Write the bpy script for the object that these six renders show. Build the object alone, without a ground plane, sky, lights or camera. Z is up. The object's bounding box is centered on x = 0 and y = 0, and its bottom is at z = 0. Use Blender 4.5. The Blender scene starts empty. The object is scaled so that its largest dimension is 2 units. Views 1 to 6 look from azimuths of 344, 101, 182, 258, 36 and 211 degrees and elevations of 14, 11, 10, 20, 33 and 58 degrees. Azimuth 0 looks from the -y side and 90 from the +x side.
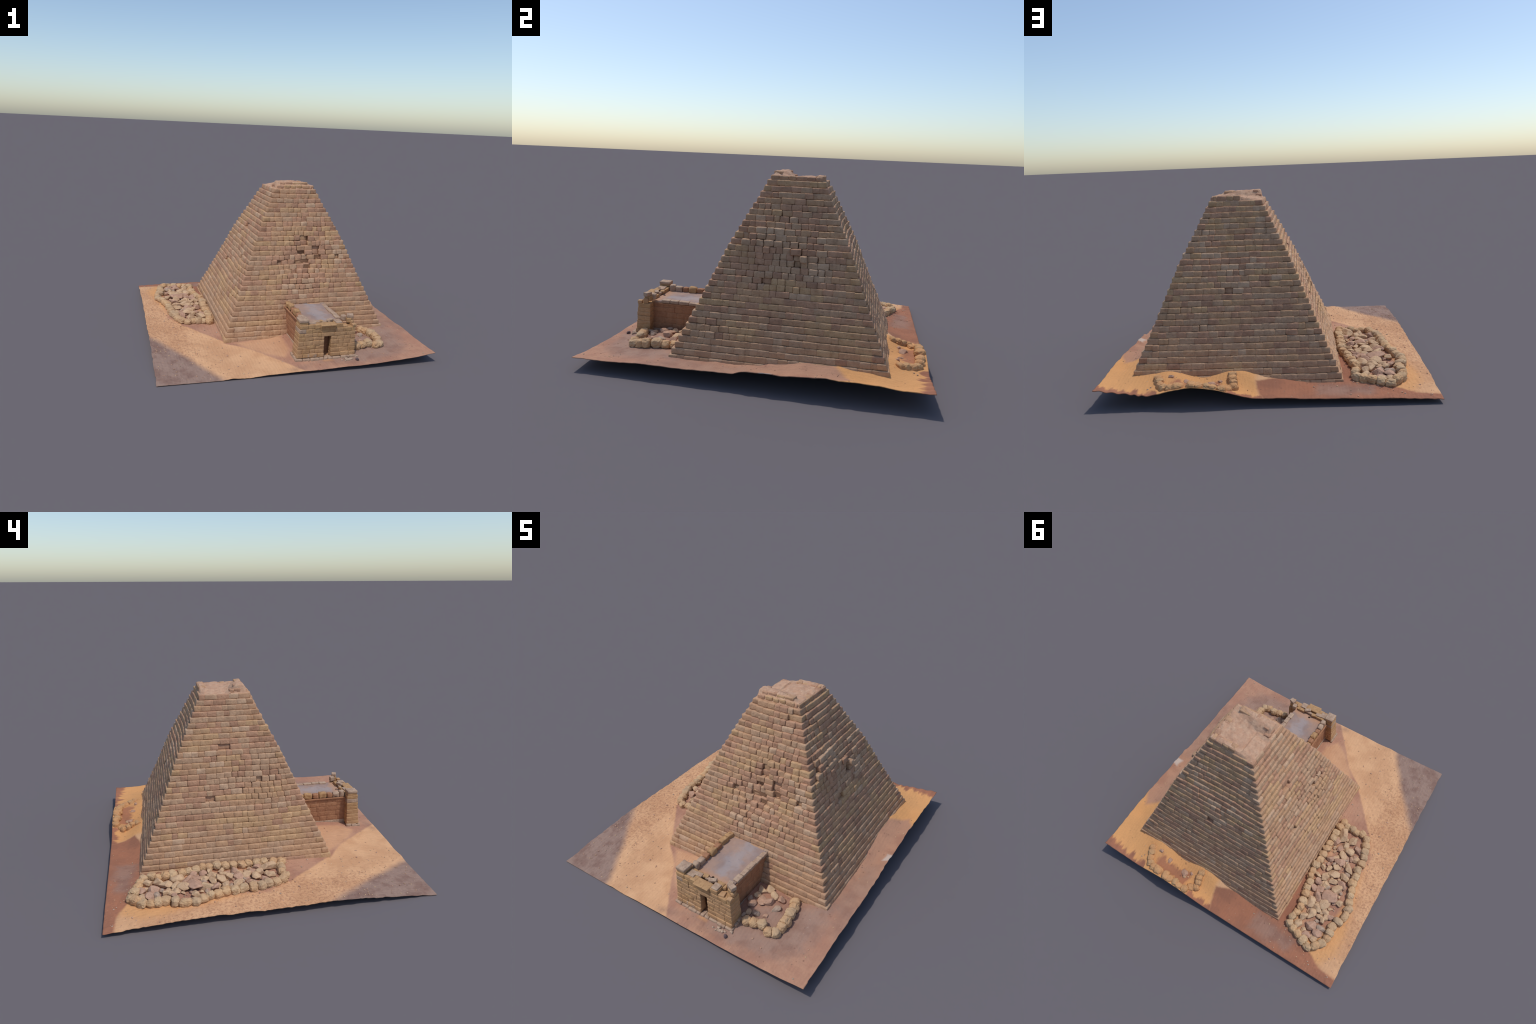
"""A stepped sandstone pyramid with a small entrance chapel, sandbag rings and
rubble, standing on a square patch of desert."""
import bpy, math, random
import numpy as np

rng = np.random.default_rng(11)
random.seed(11)

# ------------------------------------------------------------------ noise
def _hash(ix, iy, iz, seed):
    h = (ix.astype(np.int64) * 374761393 + iy.astype(np.int64) * 668265263
         + iz.astype(np.int64) * 2147483647 + seed * 974711) & 0xFFFFFFFF
    h = ((h ^ (h >> 13)) * 1274126177) & 0xFFFFFFFF
    h = ((h ^ (h >> 15)) * 2246822519) & 0xFFFFFFFF
    return ((h ^ (h >> 16)) & 0xFFFFFF) / 0xFFFFFF

def vnoise(p, seed=0):
    """smooth value noise in -1..1 at points p (n,3)"""
    i = np.floor(p).astype(np.int64)
    f = p - i
    f = f * f * f * (f * (f * 6 - 15) + 10)
    out = 0
    for dx in (0, 1):
        wx = f[:, 0] if dx else 1 - f[:, 0]
        for dy in (0, 1):
            wy = f[:, 1] if dy else 1 - f[:, 1]
            for dz in (0, 1):
                wz = f[:, 2] if dz else 1 - f[:, 2]
                out = out + wx * wy * wz * _hash(i[:, 0] + dx, i[:, 1] + dy, i[:, 2] + dz, seed)
    return out * 2 - 1

def fbm(p, octaves=3, seed=0):
    p = np.asarray(p, float)
    out, a = 0, 1.0
    for o in range(octaves):
        out = out + a * vnoise(p * (2.03 ** o) + 17.3 * o, seed + o)
        a *= 0.5
    return out

def smooth(a, b, x):
    t = np.clip((np.asarray(x, float) - a) / (b - a), 0, 1)
    return t * t * (3 - 2 * t)

# ------------------------------------------------------------------ mesh helpers
def make_mesh(name, verts, quads=None, tris=None, mats=(), mat_index=None, smooth_shade=True):
    me = bpy.data.meshes.new(name)
    verts = np.asarray(verts, np.float32)
    q = np.zeros((0, 4), np.int32) if quads is None else np.asarray(quads, np.int32)
    t = np.zeros((0, 3), np.int32) if tris is None else np.asarray(tris, np.int32)
    loops = np.concatenate([q.ravel(), t.ravel()]).astype(np.int32)
    n = len(q) + len(t)
    start = np.concatenate([np.arange(len(q)) * 4, len(q) * 4 + np.arange(len(t)) * 3]).astype(np.int32)
    me.vertices.add(len(verts)); me.vertices.foreach_set("co", verts.ravel())
    me.loops.add(len(loops)); me.loops.foreach_set("vertex_index", loops)
    me.polygons.add(n); me.polygons.foreach_set("loop_start", start)
    me.polygons.foreach_set("use_smooth", np.full(n, smooth_shade))
    for m in mats:
        me.materials.append(m)
    if mat_index is not None:
        me.polygons.foreach_set("material_index", np.asarray(mat_index, np.int32))
    me.update(calc_edges=True); me.validate()
    return me

def add_object(name, mesh, parent=None, location=(0, 0, 0)):
    ob = bpy.data.objects.new(name, mesh)
    bpy.context.scene.collection.objects.link(ob)
    ob.location = location
    if parent is not None:
        ob.parent = parent
    return ob

def box_template(k):
    """grid on the surface of a box: every vertex is an index triple 0..k-1"""
    ids, verts, quads = {}, [], []
    def vid(a):
        if a not in ids:
            ids[a] = len(verts); verts.append(a)
        return ids[a]
    for axis in range(3):
        for end in (0, k - 1):
            for i in range(k - 1):
                for j in range(k - 1):
                    c = []
                    for (a, b) in ((i, j), (i + 1, j), (i + 1, j + 1), (i, j + 1)):
                        t = [a, b]; t.insert(axis, end); c.append(vid(tuple(t)))
                    flip = (end == 0) ^ (axis == 1)
                    quads.append(c[::-1] if flip else c)
    return np.array(verts), np.array(quads)

BOX_V, BOX_Q = box_template(6)
BOXF_V, BOXF_Q = box_template(9)

def rounded_block(size, r, rough=0.0, seed=0, fine=False, batter=0.0, skew=0.0):
    """worn rectangular stone centred on the origin; y is the outward axis"""
    V, Q = (BOXF_V, BOXF_Q) if fine else (BOX_V, BOX_Q)
    k = V.max() + 1
    s = np.asarray(size, float) / 2
    r = min(r, 0.48 * min(s) * 2 * 0.5)
    q = np.empty(V.shape)
    for a in range(3):
        if fine:
            line = np.concatenate([[-s[a], -s[a] + r * .45, -s[a] + r], np.linspace(-s[a] + r, s[a] - r, k - 4)[1:-1],
                                   [s[a] - r, s[a] - r * .45, s[a]]])
        else:
            line = np.concatenate([[-s[a]], np.linspace(-s[a] + r, s[a] - r, k - 2), [s[a]]])
        q[:, a] = line[V[:, a]]
    inner = np.clip(q, -(s - r), s - r)
    d = q - inner
    l = np.linalg.norm(d, axis=1, keepdims=True)
    p = inner + d / np.maximum(l, 1e-9) * np.minimum(l, r) * np.where(l > r * 1.02, 1, 1)
    if rough:
        n = fbm(p * 38 + seed * 3.71, 2, seed)
        dirn = p / np.maximum(np.linalg.norm(p / s, axis=1, keepdims=True), 1e-6) / s
        dirn /= np.maximum(np.linalg.norm(dirn, axis=1, keepdims=True), 1e-6)
        p = p + dirn * (n * rough)[:, None]
    if batter:
        p[:, 1] += batter * (.5 - p[:, 2] / s[2] * .5) * (p[:, 1] > 0)
    if skew:
        p[:, 2] += skew * p[:, 0]
    return p, Q

class Batch:
    """collects pieces; the largest become named objects, the rest one joined mesh"""
    def __init__(self):
        self.items = []
    def add(self, verts, quads, centre, mat, weight):
        self.items.append((weight, verts, quads, np.asarray(centre, float), mat))
    def emit(self, name, rest_name, parent, mats, limit=300):
        order = sorted(range(len(self.items)), key=lambda i: -self.items[i][0])
        single = set(order[:limit])
        vs, qs, mi, off = [], [], [], 0
        for i, (w, v, q, c, m) in enumerate(self.items):
            if i in single:
                me = make_mesh(name, v, q, mats=[mats[m]])
                add_object(name, me, parent, c)
            else:
                vs.append(v + c); qs.append(q + off); off += len(v)
                mi.append(np.full(len(q), m))
        if vs:
            me = make_mesh(rest_name, np.concatenate(vs), np.concatenate(qs), mats=mats, mat_index=np.concatenate(mi))
            ob = add_object(rest_name, me, parent)
            ob["kind"] = "stuff"

# ------------------------------------------------------------------ materials
def lin(c):
    return tuple((x / 255 / 12.92 if x / 255 <= .04045 else ((x / 255 + .055) / 1.055) ** 2.4) for x in c) + (1.0,)

class Nodes:
    def __init__(self, name):
        self.mat = bpy.data.materials.new(name)
        self.mat.use_nodes = True
        self.t = self.mat.node_tree
        self.t.nodes.clear()
    def n(self, kind, **props):
        nd = self.t.nodes.new(kind)
        for k, v in props.items():
            setattr(nd, k, v)
        return nd
    def link(self, a, b):
        self.t.links.new(a, b)
    def put(self, sock, v):
        if hasattr(v, "is_output"):
            self.link(v, sock)
        else:
            sock.default_value = v
    def math(self, op, a, b=0.0, c=None, clamp=False):
        nd = self.n("ShaderNodeMath", operation=op, use_clamp=clamp)
        self.put(nd.inputs[0], a); self.put(nd.inputs[1], b)
        if c is not None:
            self.put(nd.inputs[2], c)
        return nd.outputs[0]
    def noise(self, vec, scale, detail=3.0, rough=.55, distort=0.0):
        nd = self.n("ShaderNodeTexNoise")
        self.link(vec, nd.inputs["Vector"])
        nd.inputs["Scale"].default_value = scale
        nd.inputs["Detail"].default_value = detail
        nd.inputs["Roughness"].default_value = rough
        nd.inputs["Distortion"].default_value = distort
        return nd.outputs["Fac"]
    def ramp(self, fac, lo, hi):
        nd = self.n("ShaderNodeMapRange", interpolation_type="SMOOTHSTEP")
        self.put(nd.inputs["Value"], fac)
        nd.inputs["From Min"].default_value = lo
        nd.inputs["From Max"].default_value = hi
        return nd.outputs["Result"]
    def mix(self, fac, a, b, blend="MIX"):
        nd = self.n("ShaderNodeMix", data_type="RGBA", blend_type=blend)
        self.put(nd.inputs[0], fac); self.put(nd.inputs[6], a); self.put(nd.inputs[7], b)
        return nd.outputs[2]
    def scaled(self, vec, s):
        nd = self.n("ShaderNodeMapping")
        self.link(vec, nd.inputs["Vector"])
        nd.inputs["Scale"].default_value = s
        return nd.outputs[0]
    def finish(self, colour, height=None, strength=.4, distance=.004, rough=.92):
        b = self.n("ShaderNodeBsdfPrincipled")
        self.put(b.inputs["Base Color"], colour)
        b.inputs["Roughness"].default_value = rough
        b.inputs["Specular IOR Level"].default_value = .15
        if height is not None:
            bp = self.n("ShaderNodeBump")
            bp.inputs["Strength"].default_value = strength
            bp.inputs["Distance"].default_value = distance
            self.link(height, bp.inputs["Height"])
            self.link(bp.outputs[0], b.inputs["Normal"])
        o = self.n("ShaderNodeOutputMaterial")
        self.link(b.outputs[0], o.inputs["Surface"])
        return self.mat

def stone_material(name, base, second, dark, big_tint=None, bump=.5, grain=90):
    m = Nodes(name)
    pos = m.n("ShaderNodeNewGeometry").outputs["Position"]
    n1 = m.noise(pos, 26, 4, .6)
    c = m.mix(m.ramp(n1, .35, .68), lin(base), lin(second))
    n2 = m.noise(m.scaled(pos, (1, 1, 2.4)), 60, 4, .65)
    c = m.mix(m.math("MULTIPLY", m.ramp(n2, .52, .76), .62), c, lin(dark))
    stain = m.noise(m.scaled(pos, (1, 1, .45)), 15, 3, .6)
    c = m.mix(m.math("MULTIPLY", m.ramp(stain, .55, .75), .30), c, lin(dark))
    if big_tint:
        n3 = m.noise(pos, 3.3, 2)
        c = m.mix(m.math("MULTIPLY", m.ramp(n3, .42, .66), .55), c, lin(big_tint))
    g = m.noise(pos, grain * 2.2, 3, .7)
    c = m.mix(m.math("MULTIPLY", m.ramp(g, .48, .78), .30), c, lin(dark))
    h = m.math("ADD", m.noise(pos, grain, 4, .6), m.math("MULTIPLY", m.noise(pos, grain * .35, 2), 1.2))
    return m.finish(c, h, bump * 1.5, .004)

PINK = (172, 134, 108)
STONE = [
    stone_material("sandstone_tan", (194, 155, 121), (179, 140, 108), (128, 94, 70), PINK),
    stone_material("sandstone_ochre", (197, 160, 122), (183, 146, 109), (132, 100, 70), PINK),
    stone_material("sandstone_rose", (190, 148, 119), (175, 134, 107), (122, 90, 70), None),
    stone_material("sandstone_brown", (178, 138, 111), (164, 125, 100), (112, 82, 64), None),
    stone_material("sandstone_pale", (198, 165, 135), (184, 150, 122), (150, 122, 98), None),
    stone_material("sandstone_greybuff", (190, 155, 125), (176, 141, 113), (122, 98, 76), None),
]
TAN, OCHRE, ROSE, BROWN, PALE, GREY = range(6)
CORE = stone_material("mortar_core", (150, 114, 88), (136, 102, 78), (84, 60, 46), None)
CAP = stone_material("dusty_rubble_cap", (188, 148, 120), (200, 166, 138), (148, 114, 92), (178, 136, 110), .6, 60)
BAG = [
    stone_material("sandbag_cloth_ochre", (204, 166, 124), (188, 148, 110), (132, 100, 74), (188, 156, 122), .5, 45),
    stone_material("sandbag_cloth_buff", (202, 170, 132), (186, 152, 116), (130, 104, 82), (182, 154, 124), .5, 45),
]
CRUST = [
    stone_material("sand_caked_cloth_orange", (208, 158, 110), (190, 140, 96), (134, 98, 70), (190, 156, 116), .6, 40),
    stone_material("sand_caked_cloth_buff", (200, 160, 116), (184, 138, 98), (132, 98, 72), (206, 152, 104), .6, 40),
]
RUBBLE = [
    stone_material("rubble_buff", (206, 174, 138), (190, 156, 124), (140, 108, 86), None),
    stone_material("rubble_rose", (192, 154, 129), (176, 140, 117), (118, 86, 74), None),
    stone_material("rubble_grey", (186, 161, 139), (166, 142, 122), (112, 98, 92), None),
]
WALL = [
    stone_material("chapel_stone_yellow", (190, 151, 112), (178, 139, 102), (136, 100, 66), None),
    stone_material("chapel_stone_tan", (186, 148, 106), (172, 134, 96), (124, 88, 64), None),
    stone_material("chapel_stone_red", (172, 126, 94), (158, 114, 86), (116, 78, 58), None),
    stone_material("chapel_stone_weathered", (168, 140, 118), (186, 160, 136), (110, 88, 78), None),
    stone_material("chapel_stone_rust", (166, 120, 90), (154, 110, 82), (116, 80, 60), None),
]
YEL, TANW, RED, WEA, RED2 = range(5)
DARKSTONE = stone_material("dark_stone", (112, 92, 92), (96, 80, 80), (70, 58, 58), None)

def roof_material():
    m = Nodes("chapel_roof_plaster")
    pos = m.n("ShaderNodeNewGeometry").outputs["Position"]
    c = m.mix(m.ramp(m.noise(pos, 9, 4), .38, .62), lin((166, 138, 122)), lin((150, 130, 122)))
    # grey-blue plaster patch along the middle
    sep = m.n("ShaderNodeSeparateXYZ"); m.link(pos, sep.inputs[0])
    d = m.math("ABSOLUTE", m.math("SUBTRACT", sep.outputs[0], .225))
    band = m.math("SUBTRACT", 1.0, m.math("DIVIDE", d, .085))
    band = m.math("ADD", band, m.math("MULTIPLY", m.math("SUBTRACT", m.noise(pos, 16, 4), .5), 2.2))
    c = m.mix(m.math("MULTIPLY", m.ramp(band, .1, .9), .7), c, lin((158, 148, 146)))
    c = m.mix(m.math("MULTIPLY", m.ramp(m.noise(m.scaled(pos, (1, 3, 1)), 34, 3), .62, .74), .5), c, lin((120, 112, 116)))
    # warm sand drifted against the front
    front = m.math("ADD", m.math("MULTIPLY", m.math("SUBTRACT", -.70, sep.outputs[1]), 12), m.math("SUBTRACT", m.noise(pos, 22, 3), .5))
    c = m.mix(m.math("MULTIPLY", m.ramp(front, .0, .8), .6), c, lin((196, 146, 106)))
    return m.finish(c, m.noise(pos, 60, 4), .5, .004)
ROOF = roof_material()

def terrain_material():
    m = Nodes("desert_ground")
    pos = m.n("ShaderNodeTexCoord").outputs["Object"]
    sep = m.n("ShaderNodeSeparateXYZ"); m.link(pos, sep.inputs[0])
    X, Y = sep.outputs[0], sep.outputs[1]
    wob = m.math("SUBTRACT", m.noise(pos, 7, 4, .6), .5)
    fine = m.math("SUBTRACT", m.noise(pos, 30, 4, .65), .5)
    spike = m.math("SUBTRACT", m.noise(m.scaled(pos, (1, .25, 1)), 22, 2), .5)

    def half(p, q, jitter=0.0, jag=None):
        """signed distance from the line p->q, positive on its left"""
        dx, dy = q[0] - p[0], q[1] - p[1]
        l = math.hypot(dx, dy)
        a, b = -dy / l, dx / l
        d = m.math("ADD", m.math("MULTIPLY_ADD", X, a, -(a * p[0] + b * p[1])), m.math("MULTIPLY", Y, b))
        if jitter:
            d = m.math("MULTIPLY_ADD", jag or wob, jitter, d)
        return d
    def region(points, soft=.02, jitter=.05, jag=None):
        """mask of a convex region, its outline listed anticlockwise"""
        d = None
        for i in range(len(points)):
            h = half(points[i], points[(i + 1) % len(points)], jitter, jag)
            d = h if d is None else m.math("MINIMUM", d, h)
        return m.ramp(d, -soft, soft)
    def union(*r):
        o = r[0]
        for x in r[1:]:
            o = m.math("MAXIMUM", o, x)
        return o

    sand, sand2 = lin((214, 167, 126)), lin((200, 152, 113))
    orange = lin((214, 157, 103))
    brown, brown2 = lin((182, 138, 112)), lin((168, 124, 102))
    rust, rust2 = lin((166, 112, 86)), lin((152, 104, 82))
    grey = lin((152, 126, 112))
    c = m.mix(m.ramp(m.noise(pos, 5, 4), .38, .64), sand, sand2)
    # pebbly stretch on the windward side
    peb = m.math("MULTIPLY", region([(-1.1, -.75), (-.45, -.62), (-.72, .1), (-.82, .9), (-1.1, 1.1)], .08, .2), m.ramp(m.noise(pos, 62, 4, .7), .46, .62))
    c = m.mix(m.math("MULTIPLY", peb, .62), c, lin((164, 116, 88)))
    # orange drift sand
    drift = union(region([(.08, .74), (1.1, .30), (1.1, 1.1), (.02, 1.1)], .03, .05),
                  m.math("MULTIPLY", region([(-.92, .80), (-.80, .12), (-.66, -.16), (-.60, .2), (-.70, .90), (-.80, .93)], .04, .08), .75))
    c = m.mix(drift, c, orange)
    # pyramid and chapel cast shadows, painted brown into the ground colour
    brown_shadow = union(
        region([(-.47, -.49), (-.29, -.615), (.1, -.92), (.1, -.44)], .010, .02),
        region([(-.29, -.61), (-.165, -.785), (-.0, -1.0), (.30, -1.1), (.30, -.4), (-.29, -.45)], .010, .02),
        region([(-.42, -.51), (-.40, .0), (-.70, -.02), (-.71, -.13)], .010, .02),
        region([(.0, -1.1), (1.1, -1.1), (1.1, .26), (.85, .72), (.6, .3), (.0, -.2)], .02, .05),
        region([(-.80, .02), (-.74, -.06), (-.54, -.05), (-.52, .30), (-.60, .76), (-.74, .78), (-.80, .50)], .03, .06))
    rust_shadow = union(  # north-side shadow with its toothed edge, baked in as red-brown
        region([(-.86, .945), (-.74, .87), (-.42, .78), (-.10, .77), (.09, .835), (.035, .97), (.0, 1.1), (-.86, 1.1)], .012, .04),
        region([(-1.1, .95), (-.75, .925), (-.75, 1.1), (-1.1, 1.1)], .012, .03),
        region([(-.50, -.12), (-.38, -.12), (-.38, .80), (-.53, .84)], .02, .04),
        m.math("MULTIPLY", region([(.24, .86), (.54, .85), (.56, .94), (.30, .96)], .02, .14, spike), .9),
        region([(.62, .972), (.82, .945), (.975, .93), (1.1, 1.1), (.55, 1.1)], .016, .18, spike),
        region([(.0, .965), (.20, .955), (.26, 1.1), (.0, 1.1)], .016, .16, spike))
    # painted shade is thinned over a lighter tongue inside the chapel corner
    tongue = region([(-.37, -.51), (-.20, -.715), (-.08, -.80), (-.02, -.70), (-.02, -.47)], .02, .03)
    brown_shadow = m.math("MULTIPLY", brown_shadow, m.math("MULTIPLY_ADD", tongue, -.62, 1.0))
    redc = m.mix(m.ramp(m.noise(pos, 6, 4), .4, .62), brown, brown2)
    c = m.mix(brown_shadow, c, redc)
    c = m.mix(rust_shadow, c, m.mix(m.ramp(m.noise(pos, 6, 4), .4, .62), rust, rust2))
    # orange patch on the doorway floor
    door = region([(.165, -.905), (.24, -.905), (.235, -.72), (.17, -.72)], .012, .03)
    c = m.mix(m.math("MULTIPLY", door, .85), c, orange)
    # grey cast shade drawn on the sand via crust
    grey_shadow = union(region([(-1.1, -1.1), (-.46, -1.1), (-.54, -.98), (-.69, -.73), (-.84, -.49), (-.99, -.24), (-1.1, -.05)], .035, .04),
                  m.math("MULTIPLY", region([(.05, -.93), (.68, -.96), (.86, -.80), (.88, -.40), (.66, -.50)], .09, .3), .75),
                  m.math("MULTIPLY", region([(.84, -.42), (.98, -.70), (.98, .05), (.86, .05)], .06, .25), .4),
                  m.math("MULTIPLY", region([(-.62, .86), (-.30, .82), (-.30, .94), (-.58, .95)], .05, .2), .6))
    c = m.mix(grey_shadow, c, m.mix(m.ramp(m.noise(pos, 11, 5), .4, .66), grey, lin((134, 106, 94))))
    chalk = region([(.935, .085), (.985, .085), (.985, .15), (.945, .15)], .012, .05)
    c = m.mix(m.math("MULTIPLY", chalk, .7), c, lin((206, 194, 182)))
    # pale chalky scatter and dark pebbles
    pale = m.math("MULTIPLY", m.ramp(m.noise(pos, 24, 5, .7), .64, .76), .45)
    c = m.mix(m.math("MULTIPLY", pale, grey_shadow), c, lin((188, 168, 152)))
    v = m.n("ShaderNodeTexVoronoi"); m.link(pos, v.inputs["Vector"]); v.inputs["Scale"].default_value = 26
    dots = m.math("SUBTRACT", 1.0, m.ramp(m.math("MULTIPLY_ADD", fine, .25, v.outputs["Distance"]), .10, .19))
    gate = m.ramp(m.noise(pos, 4, 2), .47, .62)
    c = m.mix(m.math("MULTIPLY", m.math("MULTIPLY", dots, gate), .55), c, lin((112, 80, 68)))
    c = m.mix(m.math("MULTIPLY", m.ramp(m.noise(pos, 120, 3, .7), .52, .8), .25), c, lin((132, 92, 70)))
    rip = m.n("ShaderNodeTexWave"); m.link(m.scaled(pos, (1, .5, 1)), rip.inputs["Vector"])
    rip.inputs["Scale"].default_value = 14; rip.inputs["Distortion"].default_value = 5
    h = m.math("ADD", m.noise(pos, 85, 4, .65), m.math("MULTIPLY", rip.outputs["Fac"], .25))
    return m.finish(c, h, .45, .006, .95)
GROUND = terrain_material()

# ------------------------------------------------------------------ the site
site = bpy.data.objects.new("pyramid_site", None)
bpy.context.scene.collection.objects.link(site)
site["label"] = "weathered stepped sandstone pyramid with small chapel on desert ground"
site["category"] = "ancient pyramid"

# ------------------------------------------------------------------ terrain
HALF_X, HALF_Y = .979, .998
CONTROL = [  # x, y, height: rim of the patch, foot of the pyramid, drifts
    (-.979, -.998, .003), (-.731, -.998, .002), (-.554, -.998, .004), (-.479, -.998, .012), (-.434, -.998, .006), (-.28, -.998, .015),
    (-.096, -.998, .02), (.094, -.998, .019), (.317, -.998, .029), (.606, -.998, .039), (.784, -.998, .054), (.979, -.998, .077),
    (.979, -.74, .079), (.979, -.576, .088), (.979, -.385, .085), (.979, -.14, .093), (.979, -.045, .099), (.979, -.007, .112), (.979, .142, .12),
    (.979, .325, .123), (.979, .441, .13), (.979, .591, .13), (.979, .721, .124), (.979, .85, .113), (.979, .934, .111), (.979, .998, .12),
    (.85, .998, .101), (.754, .998, .091), (.716, .998, .083), (.629, .998, .086), (.541, .998, .106), (.464, .998, .119), (.406, .998, .123),
    (.33, .998, .113), (.265, .998, .1), (.208, .998, .083), (.124, .998, .061), (.03, .998, .051), (-.159, .998, .046), (-.348, .998, .041),
    (-.628, .998, .035), (-.979, .998, .024),
    (-.979, .851, .031), (-.979, .656, .044), (-.979, .438, .05), (-.979, .182, .048), (-.979, -.083, .046), (-.979, -.357, .05), (-.979, -.641, .033),
    (.835, -.47, .085), (.835, -.183, .084), (.835, .115, .102), (.835, .306, .129), (.835, .494, .129), (.835, .679, .114), (.83, .788, .102),
    (.673, .795, .114), (.59, .8, .126), (.449, .8, .094), (.33, .8, .096), (.244, .795, .114), (.142, .795, .114), (.042, .795, .09), (-.109, .795, .068),
    (-.259, .795, .051), (-.44, .795, .05), (-.447, .608, .06), (-.447, .2, .052), (-.447, -.17, .045), (-.447, -.36, .042), (-.447, -.489, .028),
    (-.25, -.485, .041), (-.072, -.485, .05), (.0, -.49, .066), (.634, -.49, .06), (.739, -.48, .076),
    (.45, -.62, .084), (.55, -.65, .080), (.6, -.75, .06), (.41, -.88, .039), (.2, -.9, .031), (.5, -.94, .037), (.33, -.95, .028), (-.03, -.885, .030), (-.05, -.76, .037), (-.02, -.62, .058),
    (.2, -.7, .052), (.2, -.4, .06), (.1, .1, .09), (.4, .4, .1), (-.3, -.7, .023), (-.6, -.6, .024), (-.75, -.3, .043), (.75, -.75, .054),
    (.905, .2, .093), (.905, .35, .108), (.905, .5, .108), (.905, .65, .103), (.905, -.6, .079), (-.2, .9, .038), (.1, .9, .056), (.9, .08, .087), (.9, .8, .096), (.75, .92, .088),
    (-.63, .0, .052), (-.65, .2, .055), (-.65, .4, .057), (-.66, .6, .057), (-.68, .74, .053), (-.85, .6, .05), (-.88, .2, .05), (-.8, .88, .04), (.6, .92, .094), (.42, .88, .084), (.3, .9, .078), (.42, .965, .114), (.197, .152, .07)]

def thin_plate(ctrl):
    c = np.array(ctrl); n = len(c)
    def U(r2): return .5 * r2 * np.log(np.maximum(r2, 1e-12))
    d = ((c[:, None, :2] - c[None, :, :2]) ** 2).sum(-1)
    A = np.zeros((n + 3, n + 3)); A[:n, :n] = U(d) + np.eye(n) * 2e-4
    A[:n, n] = 1; A[:n, n + 1:] = c[:, :2]; A[n, :n] = 1; A[n + 1:, :n] = c[:, :2].T
    w = np.linalg.solve(A, np.concatenate([c[:, 2], np.zeros(3)]))
    def f(x, y):
        x = np.asarray(x, float); y = np.asarray(y, float)
        out = w[n] + w[n + 1] * x + w[n + 2] * y
        for i in range(n):
            out = out + w[i] * U((x - c[i, 0]) ** 2 + (y - c[i, 1]) ** 2)
        return out
    return f
base_height = thin_plate(CONTROL)

def height(x, y):
    x = np.asarray(x, float); y = np.asarray(y, float)
    z = base_height(x, y)
    p = np.stack([x, y, np.zeros_like(x)], -1).reshape(-1, 3)
    rough = .35 + .9 * smooth(-.35, -.7, p[:, 0])
    n = fbm(p * 11, 3, 5) * .0022 + fbm(p * 55, 2, 9) * .0016 * rough
    # narrow rills in the drift at the lee corner
    n = n + .0035 * smooth(.85, .97, p[:, 1]) * smooth(.55, .7, p[:, 0]) * np.sin(p[:, 0] * 95 + 3 * vnoise(p * 9, 3))
    return np.maximum(z + n.reshape(z.shape), .003)

def build_terrain():
    nx, ny = 300, 306
    xs = np.linspace(-HALF_X, HALF_X, nx); ys = np.linspace(-HALF_Y, HALF_Y, ny)
    gx, gy = np.meshgrid(xs, ys, indexing="ij")
    z = height(gx, gy)
    # slightly ragged cut edge
    edge = np.maximum(np.abs(gx) / HALF_X, np.abs(gy) / HALF_Y) > .999
    gx2 = gx + edge * (np.abs(gy) < .95) * (np.abs(gx) > .97) * 0.003 * (vnoise(np.stack([gx, gy * 30, gy * 0], -1).reshape(-1, 3), 2).reshape(gx.shape) - 1) * np.sign(gx)
    top = np.stack([gx2, gy, z], -1).reshape(-1, 3)
    idx = np.arange(nx * ny).reshape(nx, ny)
    q = np.stack([idx[:-1, :-1], idx[1:, :-1], idx[1:, 1:], idx[:-1, 1:]], -1).reshape(-1, 4)
    ring = np.concatenate([idx[:, 0], idx[-1, 1:], idx[-2::-1, -1], idx[0, -2:0:-1]])
    low = top.copy(); low[:, 2] = np.maximum(low[:, 2] - .004, 0)
    n = len(top)
    r2 = np.roll(ring, -1)
    skirt = np.stack([r2, ring, ring + n, r2 + n], -1)
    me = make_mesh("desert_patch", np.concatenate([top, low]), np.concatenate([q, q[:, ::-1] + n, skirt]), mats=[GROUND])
    return add_object("desert_patch", me, site)
build_terrain()

# ------------------------------------------------------------------ pyramid
CX, CY = .197, .152
STEP = .0347
def course_top(k):
    return .099 + STEP * k
LAST = 29
def half_width(z):
    return float(np.interp(z, [.064, .099, .134, .406, .736, 1.106, 1.15], [.644, .632, .617, .498, .362, .177, .160]))

SIDES = {  # outward normal, tangent
    "south": ((0, -1), (1, 0)), "east": ((1, 0), (0, 1)), "north": ((0, 1), (-1, 0)), "west": ((-1, 0), (0, -1))}
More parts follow.
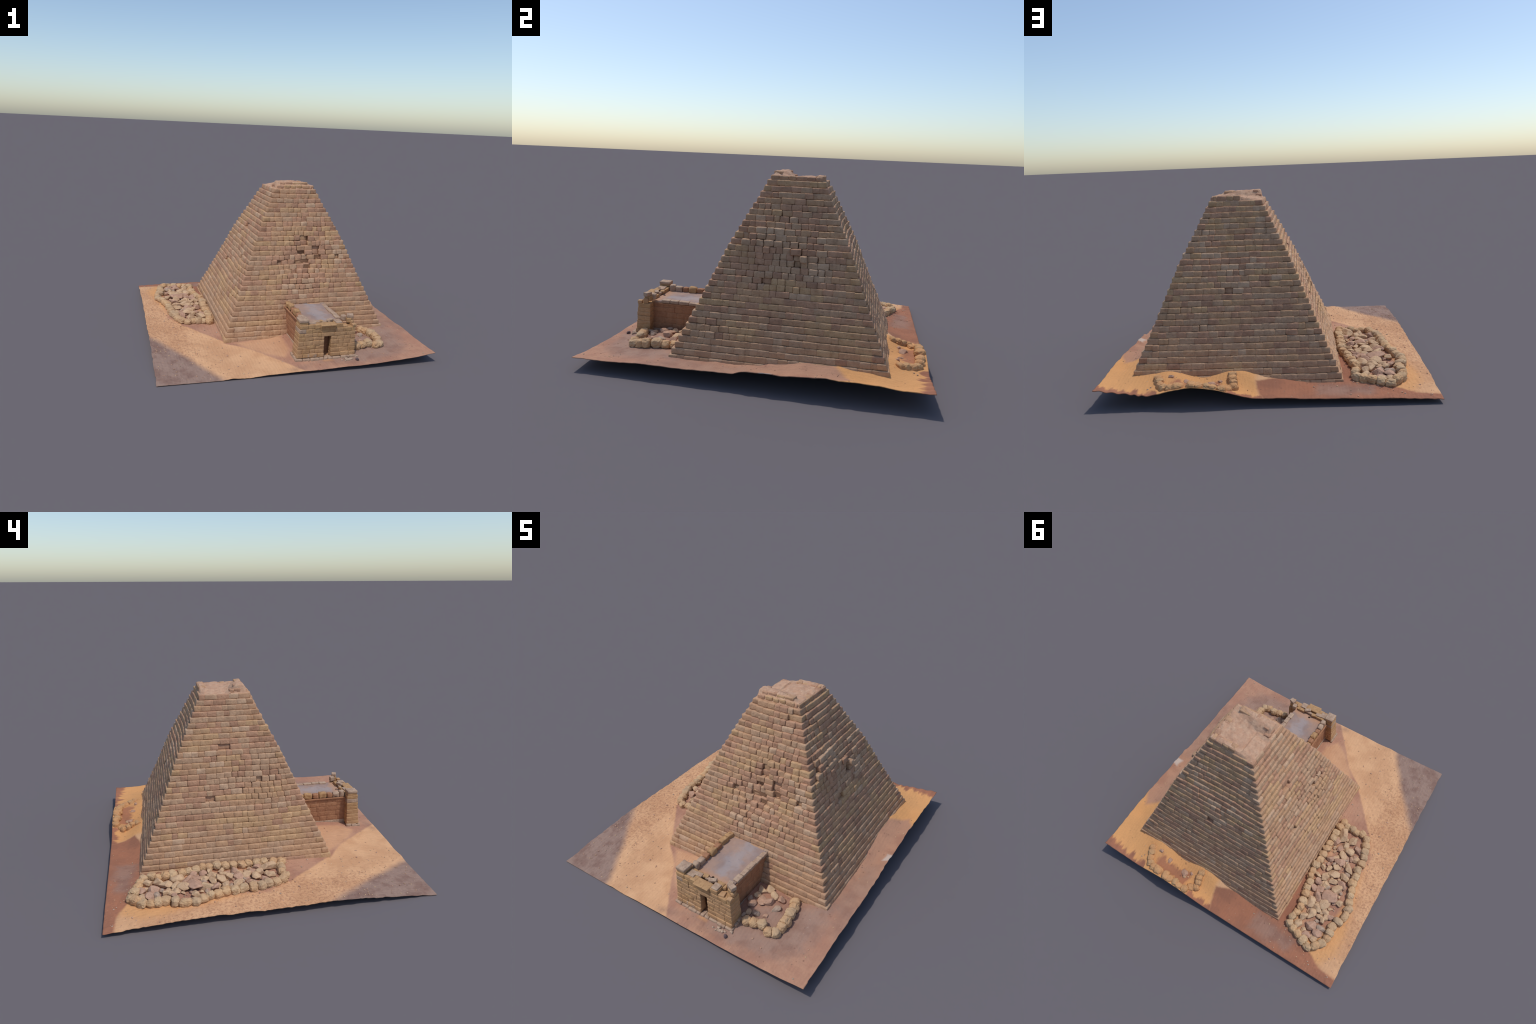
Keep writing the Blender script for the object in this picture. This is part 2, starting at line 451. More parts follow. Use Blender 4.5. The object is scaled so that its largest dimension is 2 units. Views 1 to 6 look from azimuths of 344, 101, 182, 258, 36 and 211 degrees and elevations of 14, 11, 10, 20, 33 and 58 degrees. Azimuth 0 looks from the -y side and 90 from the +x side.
# where the facing has slumped: centre along the face, height, radii, strength
SLUMP = {
    "south": [(.12, .66, .26, .22, 1.0), (-.05, .52, .22, .10, .8), (.0, .42, .3, .08, .45), (.05, .95, .25, .2, .3)],
    "east": [(-.08, .76, .26, .15, .85), (.12, .62, .16, .10, .7), (-.06, .93, .16, .07, .5), (-.10, .53, .2, .08, .6), (-.42, .25, .12, .05, .7)],
    "north": [(-.03, .70, .18, .10, .35)],
    "west": [(.24, .55, .15, .14, .8), (-.05, .62, .22, .2, .35), (.32, .38, .08, .06, .5)]}
HOLES = {
    "south": [(.018, .745), (.06, .70), (.118, .655), (.16, .606), (.30, .595), (-.163, .571), (.01, .641)],
    "east": [(.05, .652), (-.098, .535), (.032, .704), (-.349, .719), (-.26, .765)],
    "north": [(-.063, .575)],
    "west": [(-.065, .778), (.195, .575), (-.13, .471)]}
PROUD = {"east": [(.095, .672, .03), (.077, .707, .014)], "south": [(.07, .76, .008)], "north": [], "west": []}
PALE_AT = {
    "south": [(.04, .83), (.22, .71), (.33, .62), (.28, .56)],
    "east": [(-.171, .814), (-.116, .818), (-.06, .816), (.196, .608), (.177, .571), (.124, .569), (.042, .464), (.107, .459), (-.197, .867), (.227, .646), (0, .87)],
    "north": [(-.175, .782), (-.112, .78), (-.049, .706), (.007, .705), (.104, .708), (.097, .744), (.145, .707), (-.226, .849), (.141, .983), (-.028, .67), (.006, .569), (.041, .6), (-.214, .921)],
    "west": [(-.267, .749), (-.149, .742), (.09, 1.071), (.053, .495), (.064, .877), (.1, .87), (-.182, .639), (.204, .602), (.346, .383), (.276, .575), (-.008, .489), (-.035, .53), (.106, 1.042)]}

def slump(side, u, z):
    s = 0
    for (a, b, ra, rb, w) in SLUMP[side]:
        s += w * math.exp(-((u - a) / ra) ** 2 - ((z - b) / rb) ** 2)
    return min(s, 1.15)

# broad swells and hollows of the faces: centre along the face, height, radii, outward metres
SWELL = {
    "south": [(.0, .555, .17, .085, -.029), (-.17, .355, .2, .05, .014), (.02, 1.06, .2, .10, .016), (.16, .76, .12, .07, .004)],
    "east": [(-.17, .76, .13, .09, .024), (.0, 1.02, .2, .09, .014), (.07, .65, .06, .05, -.004)],
    "north": [(.0, .35, .8, .35, .005), (.0, .84, .22, .14, -.012)],
    "west": [(.16, .34, .22, .10, .019), (.25, .50, .14, .07, .016), (-.2, .6, .2, .3, .003)]}
def swell(side, u, z):
    return sum(w * math.exp(-((u - a) / ra) ** 2 - ((z - b) / rb) ** 2) for (a, b, ra, rb, w) in SWELL[side])

def near(lst, u, z, w, hgt):
    for it in lst:
        if abs(it[0] - u) < w and abs(it[1] - z) < hgt:
            return it
    return None

def build_pyramid():
    # solid stepped core a little behind the facing
    vs, qs, off = [], [], 0
    for k in range(1, LAST + 1):
        top = course_top(k)
        bot = course_top(k - 1)
        h = half_width(top) - .016 - .012 * smooth(.35, .5, top)
        z0, z1 = bot - .002, top - .003
        v = np.array([(CX + sx * h, CY + sy * h, z) for z in (z0, z1) for sx, sy in ((-1, -1), (1, -1), (1, 1), (-1, 1))])
        q = np.array([(0, 1, 5, 4), (1, 2, 6, 5), (2, 3, 7, 6), (3, 0, 4, 7), (4, 5, 6, 7), (3, 2, 1, 0)])
        vs.append(v); qs.append(q + off); off += 8
    core = make_mesh("pyramid", np.concatenate(vs), np.concatenate(qs), mats=[CORE], smooth_shade=False)
    pyramid = add_object("pyramid", core, site)

    batch = Batch()
    for k in range(-1, LAST + 1):
        top = course_top(k) if k >= 0 else .064
        bot = course_top(k - 1) if k > 0 else (.064 if k == 0 else .018)
        h = half_width(top)
        for si, (side, (nrm, tan)) in enumerate(SIDES.items()):
            n = np.array([nrm[0], nrm[1], 0.0]); t = np.array([tan[0], tan[1], 0.0])
            full = (k + si) % 2 == 0
            depth = .05
            lo = -h if full else -h + depth
            hi = -lo
            cuts = [lo]
            while cuts[-1] < hi - 1e-6:
                zn = (top + bot) / 2
                broken = slump(side, cuts[-1], zn)
                w = rng.uniform(.036, .082) if broken < .4 else rng.uniform(.034, .066)
                if k < 3:
                    w *= 1.2
                nxt = cuts[-1] + w
                if hi - nxt < .03:
                    nxt = hi
                cuts.append(nxt)
            for a, b in zip(cuts[:-1], cuts[1:]):
                u, w = (a + b) / 2, b - a
                foot = np.array([CX, CY, 0]) + t * u + n * h
                bot_here = max(bot, float(base_height(foot[0], foot[1])) - .012) if k < 3 else bot
                if top - bot_here < .008:
                    continue
                zc, hh = (top + bot_here) / 2, top - bot_here
                s = slump(side, u, zc)
                corner = (a <= lo + 1e-6 or b >= hi - 1e-6) and full
                if near(HOLES[side], u, zc, w * .5, hh * .55) and not corner:
                    out = -.019
                else:
                    out = rng.normal(0, .0009) + (0 if corner else s * rng.uniform(-.0045, .0065))
                out += (0 if corner else swell(side, u, zc)) - .003
                pr = near(PROUD[side], u, zc, w * .5, hh * .55)
                if pr:
                    out = pr[2] + swell(side, u, zc)
                gap = -.0042 * max(0, 1 - 2.2 * s) + rng.uniform(-.0006, .0010) + .0022 * s * rng.random()
                if rng.random() < .05:
                    gap = .0015
                grow = s * .6 * rng.random() * .008
                wob = .0045 * fbm(np.array([[u * 7, zc * 9, si * 5.0]]), 2, 4)[0] * (0.25 + s)
                size = (w - gap, depth, hh - .0002 + grow + rng.normal(0, .0005))
                seed = int(rng.integers(0, 100000))
                v, q = rounded_block(size, rng.uniform(.0034, .0055), .0015 + .0015 * s, seed, batter=(.009 if side == 'north' else .005) + .002 * rng.random(), skew=rng.normal(0, .004 + .025 * s) if not corner else 0)
                yaw = rng.normal(0, .004 + .035 * s) if not corner else 0
                ca, sa = math.cos(yaw), math.sin(yaw)
                lx, ly = v[:, 0] * ca - v[:, 1] * sa, v[:, 0] * sa + v[:, 1] * ca
                world = lx[:, None] * t + ly[:, None] * n + v[:, 2:3] * np.array([0, 0, 1.0])
                # local frame (t, n, z) is left-handed for these sides, so flip the winding
                c = np.array([CX, CY, 0]) + t * u + n * (h - depth / 2 + out) + np.array([0, 0, zc + wob])
                r = rng.random()
                if near(PALE_AT[side], u, zc, w * .5, hh * .55):
                    m = PALE
                else:
                    # beds of similar stone run along the courses, with odd ones let in
                    bed = fbm(np.array([[u * 4.5 + si * 9, k * .55, si * 3.0]]), 2, 12)[0] + .25 * rng.normal()
                    m = OCHRE if bed > .42 else TAN if bed > -.06 else ROSE if bed > -.5 else GREY
                    if zc < .30 and m == ROSE:
                        m = TAN
                    if r < .06 + .08 * s:
                        m = BROWN
                    elif r > .985 - .04 * s:
                        m = PALE
                    elif r > .93:
                        m = GREY
                batch.add(world, q[:, ::-1], c, m, size[0] * size[2] * (1 + max(0, .3 - zc)))
    batch.emit("stone_block", "stone_course_blocks", pyramid, STONE, 300)

    # uneven rubble summit: a height field over the top of the last course
    n = 64
    hw = half_width(course_top(LAST)) - .006
    g = np.linspace(-hw, hw, n)
    gx, gy = np.meshgrid(g + CX, g + CY, indexing="ij")
    rim = np.minimum(hw - np.abs(gx - CX), hw - np.abs(gy - CY))
    tall = .026 * smooth(.06, .20, gx)                                   # one more course stands on the far side
    tall = np.maximum(tall, .034 * smooth(.16, .168, gx) * smooth(.25, .28, gy))
    tall = np.maximum(tall, .030 * smooth(.15, .07, gy))
    tall = tall + .024 * smooth(.12, .05, gy + .35 * np.maximum(gx - .15, 0)) * smooth(.335, .30, gx) * smooth(.003, .012, gy)      # front knoll
    tall = tall + .005 * np.exp(-((gx - .075) / .03) ** 2 - ((gy - .055) / .04) ** 2)
    tall = tall - .007 * np.exp(-((gx - .23) / .05) ** 2 - ((gy - .13) / .04) ** 2)
    step = smooth(.359, .351, gx) * smooth(-.010, -.003, gy) * smooth(.314, .307, gy) * np.where(gy < .11, smooth(.040, .050, gx), 1)
    z = 1.106 + .010 * smooth(.0, .05, rim) + (tall - .010 * smooth(.0, .05, rim) * (tall > .012)) * step
    p = np.stack([gx, gy, z], -1).reshape(-1, 3)
    z = z + (fbm(p * 22, 3, 31) * .0045 + fbm(p * 70, 2, 8) * .0016).reshape(z.shape) * smooth(0, .02, rim)
    z = z - .012 * smooth(.008, .0, rim)
    top = np.stack([gx, gy, z], -1).reshape(-1, 3)
    idx = np.arange(n * n).reshape(n, n)
    q = np.stack([idx[:-1, :-1], idx[1:, :-1], idx[1:, 1:], idx[:-1, 1:]], -1).reshape(-1, 4)
    add_object("rubble_summit", make_mesh("rubble_summit", top, q, mats=[CAP]), pyramid)
    # two broken rows of the vanished next courses
    cap = Batch()
    def row(x0, x1, y, zc, hh, depth, face):
        x = x0
        while x < x1 - .02:
            w = min(rng.uniform(.04, .07), x1 - x)
            v, q = rounded_block((w - .002, depth, hh), .007, .0025, int(rng.integers(9999)))
            if face < 0:
                v[:, 1] *= -1; q = q[:, ::-1]
            cap.add(v, q, (x + w / 2, y, zc + rng.normal(0, .0015)), int(rng.choice([TAN, ROSE, OCHRE])), w)
            x += w
    row(.166, .345, .2905, 1.121, .034, .05, 1)
    row(.048, .345, .0135, 1.119, .030, .05, -1)
    row(.074, .315, .026, 1.146, .022, .045, -1)
    y = -.008
    while y < .29:                                     # far-side row
        w = min(rng.uniform(.04, .07), .312 - y)
        v, q = rounded_block((w - .001, .05, .028), .006, .002, int(rng.integers(9999)))
        cap.add(np.stack([v[:, 1], -v[:, 0], v[:, 2]], -1), q, (.336, y + w / 2, 1.118), int(rng.choice([TAN, ROSE, BROWN])), w)
        y += w
    for (x, y, zc, w, hh, d) in ((.062, .060, 1.121, .05, .034, .04), (.060, .098, 1.118, .034, .03, .04), (.082, .062, 1.148, .045, .024, .036)):
        v, q = rounded_block((w, d, hh), .007, .0025, int(rng.integers(9999)))
        cap.add(np.stack([-v[:, 1], v[:, 0], v[:, 2]], -1), q, (x, y, zc), ROSE, w)
    cap.emit("summit_block", "summit_blocks", pyramid, STONE, 60)
build_pyramid()

# ------------------------------------------------------------------ chapel
def chapel_block(batch, x0, x1, y0, y1, z0, z1, mat, r=.0025, rough=.001, gap=.0006, fine=False, lean=0.0, weight=None, front_batter=0.0, yaw=0.0):
    size = (x1 - x0 - gap, y1 - y0, z1 - z0 - gap * .8)
    v, q = rounded_block(size, r, rough, int(rng.integers(99999)), fine)
    v = v + np.array([1, 0, 0]) * lean * v[:, 2:3]
    if front_batter:
        v[:, 1] += front_batter * v[:, 2]
    if yaw:
        c, s = math.cos(yaw), math.sin(yaw)
        v = np.stack([v[:, 0] * c - v[:, 1] * s, v[:, 0] * s + v[:, 1] * c, v[:, 2]], -1)
    batch.add(v, q, ((x0 + x1) / 2, (y0 + y1) / 2, (z0 + z1) / 2), mat, size[0] * size[2] + size[1] * size[2] if weight is None else weight)

def build_chapel():
    # roof slab: the mesh that carries the chapel
    nx, ny = 60, 80
    gx, gy = np.meshgrid(np.linspace(.062, .345, nx), np.linspace(-.785, -.37, ny), indexing="ij")
    z = .262 + .008 * smooth(-.6, -.4, gy) - .006 * np.exp(-((gx - .2) / .06) ** 2 - ((gy + .7) / .09) ** 2)
    p = np.stack([gx, gy, z], -1).reshape(-1, 3)
    z = z + (fbm(p * 20, 3, 2) * .0022).reshape(z.shape)
    hole = (np.abs(gx - .197) < .010) & (np.abs(gy + .757) < .010)
    top = np.stack([gx, gy, z], -1).reshape(-1, 3)
    low = top - np.array([0, 0, .02])
    idx = np.arange(nx * ny).reshape(nx, ny)
    q = np.stack([idx[:-1, :-1], idx[1:, :-1], idx[1:, 1:], idx[:-1, 1:]], -1).reshape(-1, 4)
    q = q[~hole.reshape(-1)[q].all(1)]
    ring = np.concatenate([idx[:, 0], idx[-1, 1:], idx[-2::-1, -1], idx[0, -2:0:-1]]); n = len(top)
    r2 = np.roll(ring, -1)
    skirt = np.stack([r2, ring, ring + n, r2 + n], -1)
    chapel = add_object("chapel", make_mesh("chapel_roof", np.concatenate([top, low]), np.concatenate([q, q[:, ::-1] + n, skirt]), mats=[ROOF]), site)

    wall = Batch()
    # --- gate front (pylon)
    zs = [.050, .078, .110, .136, .170, .196, .224, .254, .284]
    yb, yf = -.772, -.868
    for i, (z0, z1) in enumerate(zip(zs[:-1], zs[1:])):
        zc = (z0 + z1) / 2
        xl = -.023 + .075 * (zc - .05); xr = .413 - .03 * (zc - .05)
        front = yf + .05 * (zc - .05) - (.005 if i == 0 else 0)
        def run(a, b, top_limit=None):
            x = a
            first = True
            while x < b - 1e-4:
                w = rng.uniform(.036, .072)
                if b - (x + w) < .022:
                    w = b - x
                mat = [YEL, YEL, YEL, TANW][int(rng.integers(4))] if (zc < .2) else [TANW, YEL, TANW, WEA][int(rng.integers(4))]
                back = -.822 if (zc < .21 and .12 < x + w / 2 < .285) else yb
                chapel_block(wall, x, x + w, front + rng.normal(0, .0012), back, z0, z1 + rng.normal(0, .0006), mat, .0022, .0014, gap=.0005, fine=False)
                x += w
        if zc < .21:                     # doorway
            run(xl, .176); run(.228, xr)
        elif zc < .226:
            run(xl, .155); chapel_block(wall, .155, .25, front, yb, z0, z1, YEL); run(.25, xr)
        elif zc < .25:
            run(xl, .145); chapel_block(wall, .145, .255, front, yb, z0, z1 - .004, TANW); run(.255, xr)
        else:
            run(xl, .145); run(.256, .312)
    # tall post left of the gate
    chapel_block(wall, -.005, .056, -.850, -.776, .284, .300, TANW, .003)
    chapel_block(wall, -.008, .060, -.853, -.774, .300, .320, WEA, .004, .0015)
    wall.emit("wall_block", "wall_blocks", chapel, WALL, 200)

    extra = Batch()
    # lintel cornice over the door, a flaring slab
    v, q = rounded_block((.112, .05, .040), .005, .0012, 5, True)
    v[:, 1] -= .016 * smooth(-.012, .02, v[:, 2]) * (v[:, 1] < 0)
    extra.add(v, q, (.2, -.838, .264), TANW, 1)
    extra.emit("lintel", "lintels", chapel, WALL)
    # eroded corner stones and loose blocks on top of the gate
    loose = Batch()
    for (x, y, z, sx, sy, sz, yaw, m) in [
            (.398, -.845, .262, .030, .03, .022, .1, YEL), (.394, -.806, .272, .026, .032, .034, .2, YEL),
            (.378, -.795, .285, .036, .045, .034, -.2, TANW), (.384, -.800, .314, .046, .036, .026, -.35, WEA),
            (.350, -.772, .292, .032, .036, .036, .15, WEA), (.236, -.797, .289, .050, .028, .020, .5, WEA),
            (.284, -.825, .286, .046, .05, .012, .0, WEA), (.205, -.790, .272, .07, .022, .02, -.1, WEA), (.130, -.800, .285, .05, .03, .012, .1, WEA),
            (.165, -.785, .276, .05, .03, .02, .2, TANW), (.090, -.815, .286, .055, .05, .010, .0, WEA), (.31, -.79, .268, .04, .03, .02, .3, TANW),
            (.33, -.83, .257, .04, .04, .012, .2, YEL)]:
        chapel_block(loose, x - sx / 2, x + sx / 2, y - sy / 2, y + sy / 2, z - sz / 2, z + sz / 2, m, .005, .002, 0, True, yaw=yaw)
    loose.emit("loose_block", "loose_blocks", chapel, WALL)

    # --- side walls
    side = Batch()
    for (xo, xi, mats, top) in ((.038, .074, [RED, RED, RED2, RED], .252), (.350, .316, [RED, RED2, RED, RED], .250)):
        zz = [.030, .072, .112, .152, .190, .222, top]
        for i, (z0, z1) in enumerate(zip(zz[:-1], zz[1:])):
            y = -.775
            while y < -.385:
                w = min(rng.uniform(.05, .10), -.365 - y)
                o = -.004 if i == 0 else 0
                s = 1 if xo < xi else -1
                a, b = xo + s * (o + rng.normal(0, .0007)), xi
                v, q = rounded_block((w + .0006, abs(b - a), z1 - z0 + .0004), .002, .0007, int(rng.integers(99999)))
                # rotate so that the block length runs along y
                v = np.stack([-v[:, 1], v[:, 0], v[:, 2]], -1)
                side.add(v, q, ((a + b) / 2, y + w / 2, (z0 + z1) / 2), WEA if i == 0 else mats[int(rng.integers(4))], w)
                y += w
    side.emit("side_wall_block", "side_wall_blocks", chapel, WALL)

    # moulding under the parapet, parapet stones, roof edge slabs
    edge = Batch()
    v, q = rounded_block((.40, .012, .009), .003, .0006, 3, True)
    v = np.stack([-v[:, 1], v[:, 0], v[:, 2]], -1)
    edge.add(v, q, (.036, -.57, .256), RED, 1)
    v, q = rounded_block((.40, .010, .010), .003, .0006, 4, True)
    v = np.stack([-v[:, 1], v[:, 0], v[:, 2]], -1)
    edge.add(v, q, (.349, -.57, .246), RED, 1)
    edge.emit("moulding", "mouldings", chapel, WALL)
    par = Batch()
    y = -.768
    for w, h, m in ((.044, .048, WEA), (.056, .040, WEA), (.046, .036, RED), (.062, .045, TANW), (.052, .038, RED), (.068, .044, TANW), (.06, .040, TANW)):
        chapel_block(par, .040, .080 + rng.normal(0, .003), y, y + w - .004, .258, .258 + h, m, .010, .004, 0, True, yaw=rng.normal(0, .09))
        y += w
    par.emit("parapet_stone", "parapet_stones", chapel, WALL)
    slab = Batch()
    y = -.715
    while y < -.40:
        w = rng.uniform(.04, .075)
        chapel_block(slab, .322 + rng.normal(0, .003), .358 + rng.normal(0, .0015), y, y + w - .002, .253, .272 + rng.normal(0, .0015), WEA, .004, .0015, 0, True)
        y += w
    slab.emit("roof_edge_slab", "roof_edge_slabs", chapel, WALL)

    # --- foot stones around the gate
    foot = Batch()
    x = -.034
    while x < .40:
        w = rng.uniform(.03, .07)
        g = float(height(x + w / 2, -.875))
        if not (.25 < x < .29):
            chapel_block(foot, x, x + w - .002, -.884 + rng.normal(0, .002), -.84, g - .012, g + .014 + rng.normal(0, .002), WEA, .006, .0022, 0, True, yaw=rng.normal(0, .04))
        x += w
    for (xo, sgn) in ((-.024, -1), (.418, 1)):
        y = -.85
        while y < -.775:
            w = rng.uniform(.03, .045)
            g = float(height(xo, y + w / 2))
            chapel_block(foot, xo - .010, xo + .010, y, y + w - .002, g - .012, g + .018, WEA, .005, .002, 0, True)
            y += w
    foot.emit("foot_stone", "foot_stones", chapel, WALL)
    # plain inner wall seen through the doorway
    inner = Batch()
    chapel_block(inner, .120, .285, -.790, -.772, .030, .222, RED2, .002, .001, 0, True)
    inner.emit("inner_wall", "inner_walls", chapel, WALL)
    # sill block of the door's left flank
    sill = Batch()
    chapel_block(sill, .055, .125, -.871, -.85, .052, .078, WEA, .004, .0015, 0, True)
    sill.emit("bench_block", "bench_blocks", chapel, WALL)
build_chapel()

# ------------------------------------------------------------------ sandbags
def sphere_template(n):
    V, Q = box_template(n)
    p = V / (n - 1) * 2 - 1
    p = np.tan(p * math.pi / 4)
    return p / np.linalg.norm(p, axis=1, keepdims=True), Q
BALL_V, BALL_Q = sphere_template(17)

def sandbag(length, width, tall, seed):
    """plump sack: superellipsoid with a gathered, wrinkled end"""
    p = BALL_V
    e = .74
    v = np.sign(p) * np.abs(p) ** e
    v = v / np.maximum(np.linalg.norm(v, axis=1, keepdims=True) ** .35, 1e-6)
    v = v * np.array([length, width, tall]) / 2
    ang = np.arctan2(p[:, 2], p[:, 1])
    endness = smooth(.45, .95, np.abs(p[:, 0]))
    wr = np.sin(ang * 7 + 4 * vnoise(p * 2 + seed, seed)) * .05 * endness
    wr = wr + .13 * fbm(p * 1.5 + seed, 2, seed) + .055 * fbm(p * np.array([3, 7, 7]) + seed, 2, seed + 3)
    v = v * (1 + wr)[:, None]
    v[:, 0] *= 1 - .10 * endness
    v[:, 2] = np.where(v[:, 2] < 0, v[:, 2] * .8, v[:, 2])
    return v, BALL_Q

def place_bags(points, length, width, tall, sink, closed, across=.5, cloth=BAG):
    pts = np.array(points, float)
    for i, (x, y) in enumerate(pts):
        a = pts[(i - 1) % len(pts)] if (closed or i > 0) else pts[i]
        b = pts[(i + 1) % len(pts)] if (closed or i < len(pts) - 1) else pts[i]
        d = b - a
        yaw = math.atan2(d[1], d[0]) + (math.pi / 2 if rng.random() < across else 0) + rng.normal(0, .25)
        gapn = (np.linalg.norm(pts[i] - a) + np.linalg.norm(b - pts[i])) / (2 if (closed or 0 < i < len(pts) - 1) else 1)
        l = length * rng.uniform(.92, 1.12); w = max(width, gapn * 1.2) * rng.uniform(.95, 1.1); t = tall * rng.uniform(.88, 1.12)
        v, q = sandbag(l, w, t, int(rng.integers(1, 5000)))
        roll = rng.normal(0, .15)
        v = np.stack([v[:, 0], v[:, 1] * math.cos(roll) - v[:, 2] * math.sin(roll), v[:, 1] * math.sin(roll) + v[:, 2] * math.cos(roll)], -1)
        c, s = math.cos(yaw), math.sin(yaw)
        v = np.stack([v[:, 0] * c - v[:, 1] * s, v[:, 0] * s + v[:, 1] * c, v[:, 2]], -1)
        z = float(height(x, y)) + t * .4 - sink
        low = height(x + v[:, 0], y + v[:, 1]) - .003 - z
        v[:, 2] = np.maximum(v[:, 2], low)          # rests on the ground
        v[:, 1] = np.minimum(v[:, 1], HALF_Y - .001 - y)
        add_object("sandbag", make_mesh("sandbag", v, q, mats=[cloth[int(rng.integers(2))]]), site, (x, y, z))

WEST_RING = [(-.491, -.126), (-.481, -.076), (-.477, -.011), (-.482, .038), (-.478, .092), (-.48, .137), (-.478, .198), (-.482, .25), (-.471, .301), (-.478, .355),
             (-.483, .4), (-.501, .44), (-.502, .486), (-.518, .532), (-.527, .589), (-.535, .637), (-.529, .68), (-.519, .725), (-.525, .775), (-.566, .795), (-.612, .81),
             (-.663, .828), (-.713, .85), (-.755, .82), (-.788, .78), (-.803, .727), (-.802, .689), (-.797, .645), (-.817, .59), (-.84, .532), (-.838, .475), (-.818, .425),
             (-.805, .382), (-.794, .338), (-.775, .288), (-.772, .232), (-.762, .175), (-.764, .114), (-.757, .063), (-.742, .016), (-.726, -.036), (-.706, -.085),
             (-.659, -.113), (-.61, -.102), (-.575, -.111), (-.535, -.105)]
place_bags(WEST_RING, .062, .052, .056, .008, True)
place_bags([(.463, -.79), (.51, -.78), (.56, -.768), (.615, -.785), (.655, -.768), (.666, -.722), (.668, -.68), (.661, -.618), (.65, -.562), (.632, -.52)], .066, .052, .060, .008, False)
NORTH_RING = [(.645, .835), (.63, .868), (.615, .905), (.590, .938), (.545, .955), (.50, .958), (.425, .965), (.385, .967), (.339, .965), (.305, .974), (.255, .97),
              (.228, .930), (.192, .912), (.198, .875), (.208, .845), (.21, .81)]
place_bags(NORTH_RING, .064, .050, .050, .021, False, cloth=CRUST)

# ------------------------------------------------------------------ rubble
def boulder(size, seed, cuts=9):
    """angular stone: a ball cut by random planes"""
    r = np.random.default_rng(seed)
    p = BALL_V.copy()
    dist = np.full(len(p), 1.0)
    for _ in range(cuts):
        d = r.normal(size=3); d /= np.linalg.norm(d)
        lim = r.uniform(.5, .8)
        dot = p @ d
        dist = np.minimum(dist, np.where(dot > 1e-3, lim / np.maximum(dot, 1e-3), 9))
    v = p * dist[:, None]
    v = v * (1 + .04 * fbm(p * 2.5 + seed, 2, seed))[:, None]
    return v * np.asarray(size) * .68, BALL_Q

def place_stone(name, x, y, s, lift=0.0, mat=None, flat=.75):
    seed = int(rng.integers(1, 99999))
    size = np.array([s * rng.uniform(.9, 1.35), s * rng.uniform(.75, 1.05), s * flat * rng.uniform(.8, 1.15)])
    v, q = boulder(size, seed)
    yaw = rng.uniform(0, math.pi * 2); c, sn = math.cos(yaw), math.sin(yaw)
    v = np.stack([v[:, 0] * c - v[:, 1] * sn, v[:, 0] * sn + v[:, 1] * c, v[:, 2]], -1)
    z = float(height(x, y)) + size[2] * .25 + lift
    v[:, 2] = np.maximum(v[:, 2], height(x + v[:, 0], y + v[:, 1]) - .003 - z)
    add_object(name, make_mesh(name, v, q, mats=[mat or RUBBLE[int(rng.choice([0, 0, 0, 0, 1, 1, 1, 2]))]]), site, (x, y, z))

WEST_STONES = [(-.542, -.025, .053), (-.627, -.021, .04), (-.523, .043, .037), (-.595, .037, .037), (-.57, .084, .03), (-.644, .076, .037), (-.613, .127, .036),
               (-.68, .122, .02), (-.546, .195, .032), (-.621, .189, .044), (-.525, .284, .027), (-.62, .239, .035), (-.624, .294, .045), (-.703, .206, .035), (-.577, .34, .036),
               (-.703, .276, .036), (-.549, .4, .033), (-.642, .348, .032), (-.521, .357, .027), (-.618, .393, .03), (-.717, .341, .036), (-.55, .46, .035), (-.599, .447, .034),
               (-.697, .392, .046), (-.599, .497, .038), (-.682, .468, .056), (-.574, .559, .04), (-.67, .525, .044), (-.763, .472, .03), (-.643, .582, .036), (-.706, .576, .031),
               (-.628, .64, .042), (-.584, .687, .038), (-.69, .626, .023), (-.759, .588, .027), (-.582, .744, .036), (-.662, .714, .045), (-.685, .665, .026), (-.717, .645, .031),
               (-.734, .698, .03), (-.73, .732, .038), (-.662, .788, .036), (-.721, .783, .035), (-.693, .028, .037), (-.716, .105, .036), (-.733, .612, .03), (-.654, .151, .018),
               (-.574, .169, .025), (-.572, .273, .026)]
for (x, y, s) in WEST_STONES:
    place_stone("rubble_stone", x, y, s * 1.5, .006, None, .62)
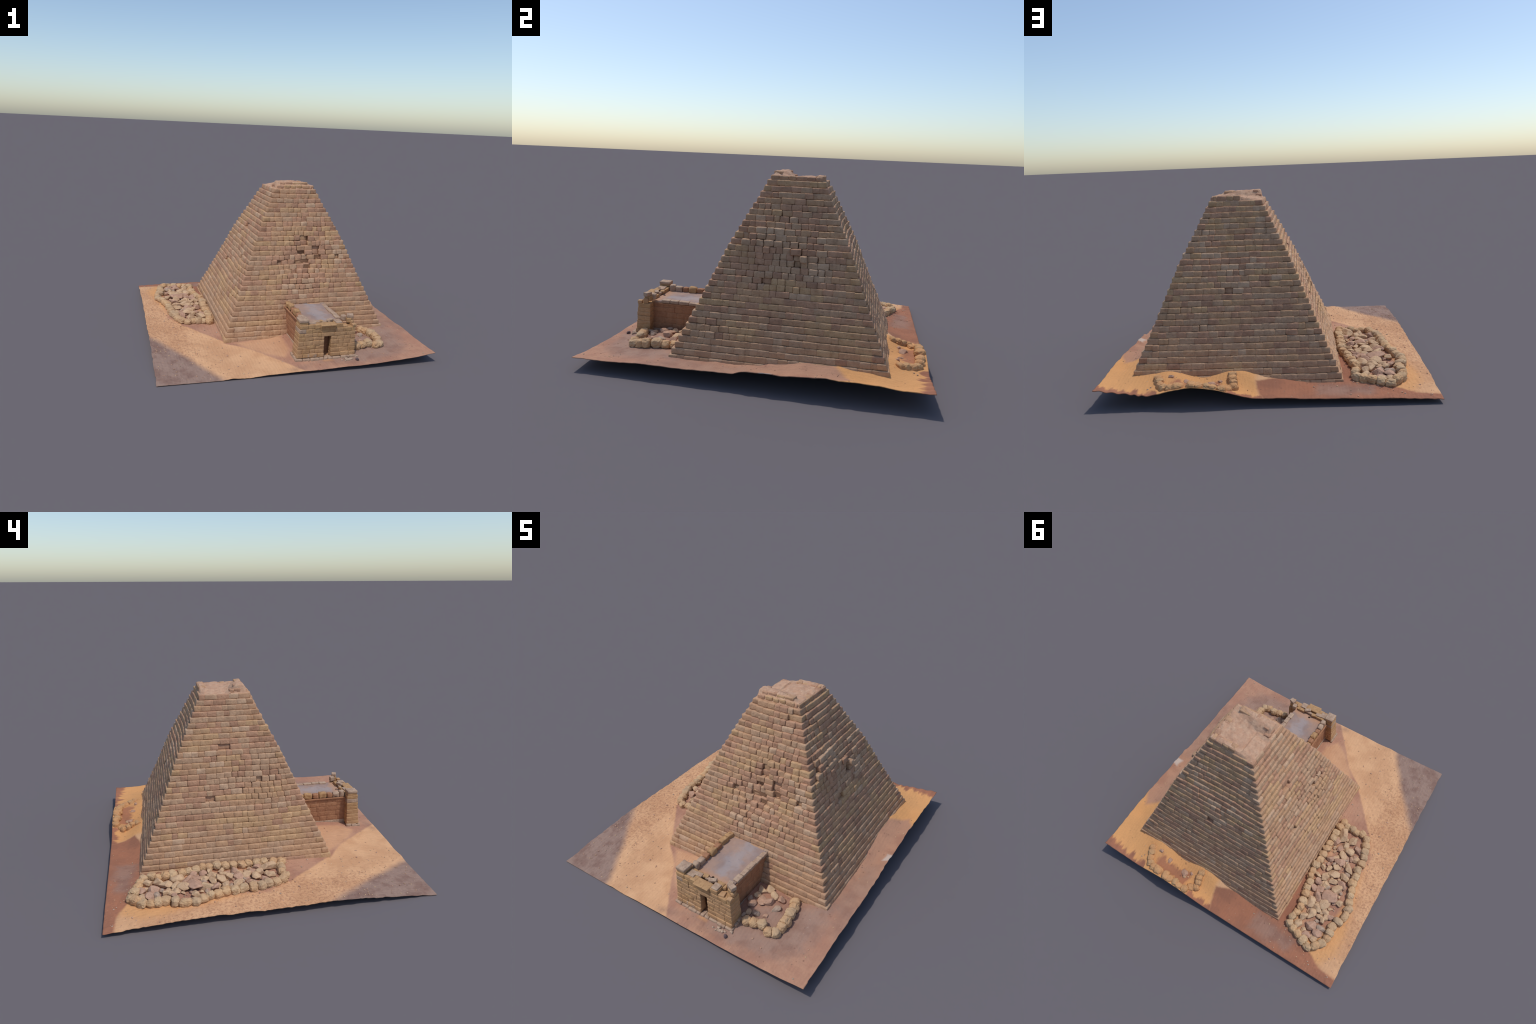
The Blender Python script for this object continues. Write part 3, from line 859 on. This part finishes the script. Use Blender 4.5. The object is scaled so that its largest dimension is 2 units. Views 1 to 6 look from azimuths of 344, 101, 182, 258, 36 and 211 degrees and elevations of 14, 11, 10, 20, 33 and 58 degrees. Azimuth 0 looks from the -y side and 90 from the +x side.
for i in range(70):                     # smaller pieces between them
    y = rng.uniform(-.05, .78)
    x = np.interp(y, [-.05, .4, .78], [-.60, -.655, -.67]) + rng.uniform(-.095, .095)
    place_stone("rubble_stone", x, y, rng.uniform(.02, .036), .003, None, .6)
for (x, y, s) in [(.446, -.513, .045), (.499, -.546, .04), (.55, -.548, .04), (.567, -.63, .032), (.499, -.611, .046), (.462, -.618, .038), (.477, -.718, .032),
                  (.418, -.67, .036), (.404, -.598, .034), (.41, -.544, .04), (.538, -.702, .018), (.43, -.73, .03), (.385, -.64, .03)]:
    place_stone("rubble_stone", x, y, s * 1.25, .0, None, .6)
for (x, y, s) in [(.571, .825, .026), (.478, .845, .03), (.33, .868, .04), (.277, .845, .024), (.315, .885, .03)]:
    place_stone("rubble_stone", x, y, s, -.006)
place_stone("rubble_stone", .405, -.925, .022, 0, DARKSTONE, .9)
for (x, y, s) in [(.335, -.895, .02), (.345, -.91, .018), (.365, -.905, .016), (.325, -.915, .012), (.38, -.90, .014), (.42, -.885, .02), (.30, -.91, .012)]:
    place_stone("rubble_stone", x, y, s, 0, RUBBLE[2])

def scatter_pebbles():
    vs, qs, mi, off = [], [], [], 0
    V, Q = sphere_template(5)
    n = 0
    while n < 700:
        x, y = rng.uniform(-.96, .96), rng.uniform(-.98, .98)
        if abs(x - CX) < .66 and abs(y - CY) < .66:
            continue
        dens = 1.0 if x < -.45 else .35
        if rng.random() > dens or (0 < x < .42 and -.88 < y < -.4):
            continue
        s = .0016 + .004 * rng.random() ** 3
        v = V * np.array([s * rng.uniform(.8, 1.4), s, s * .7]) * (1 + .25 * vnoise(V * 1.5 + n, 3))[:, None]
        vs.append(v + np.array([x, y, float(base_height(x, y)) + s * .2])); qs.append(Q + off); off += len(V)
        mi.append(np.full(len(Q), int(rng.choice([0, 1, 1, 1, 2])))); n += 1
    ob = add_object("pebbles", make_mesh("pebbles", np.concatenate(vs), np.concatenate(qs), mats=RUBBLE, mat_index=np.concatenate(mi)), site)
    ob["kind"] = "stuff"
scatter_pebbles()
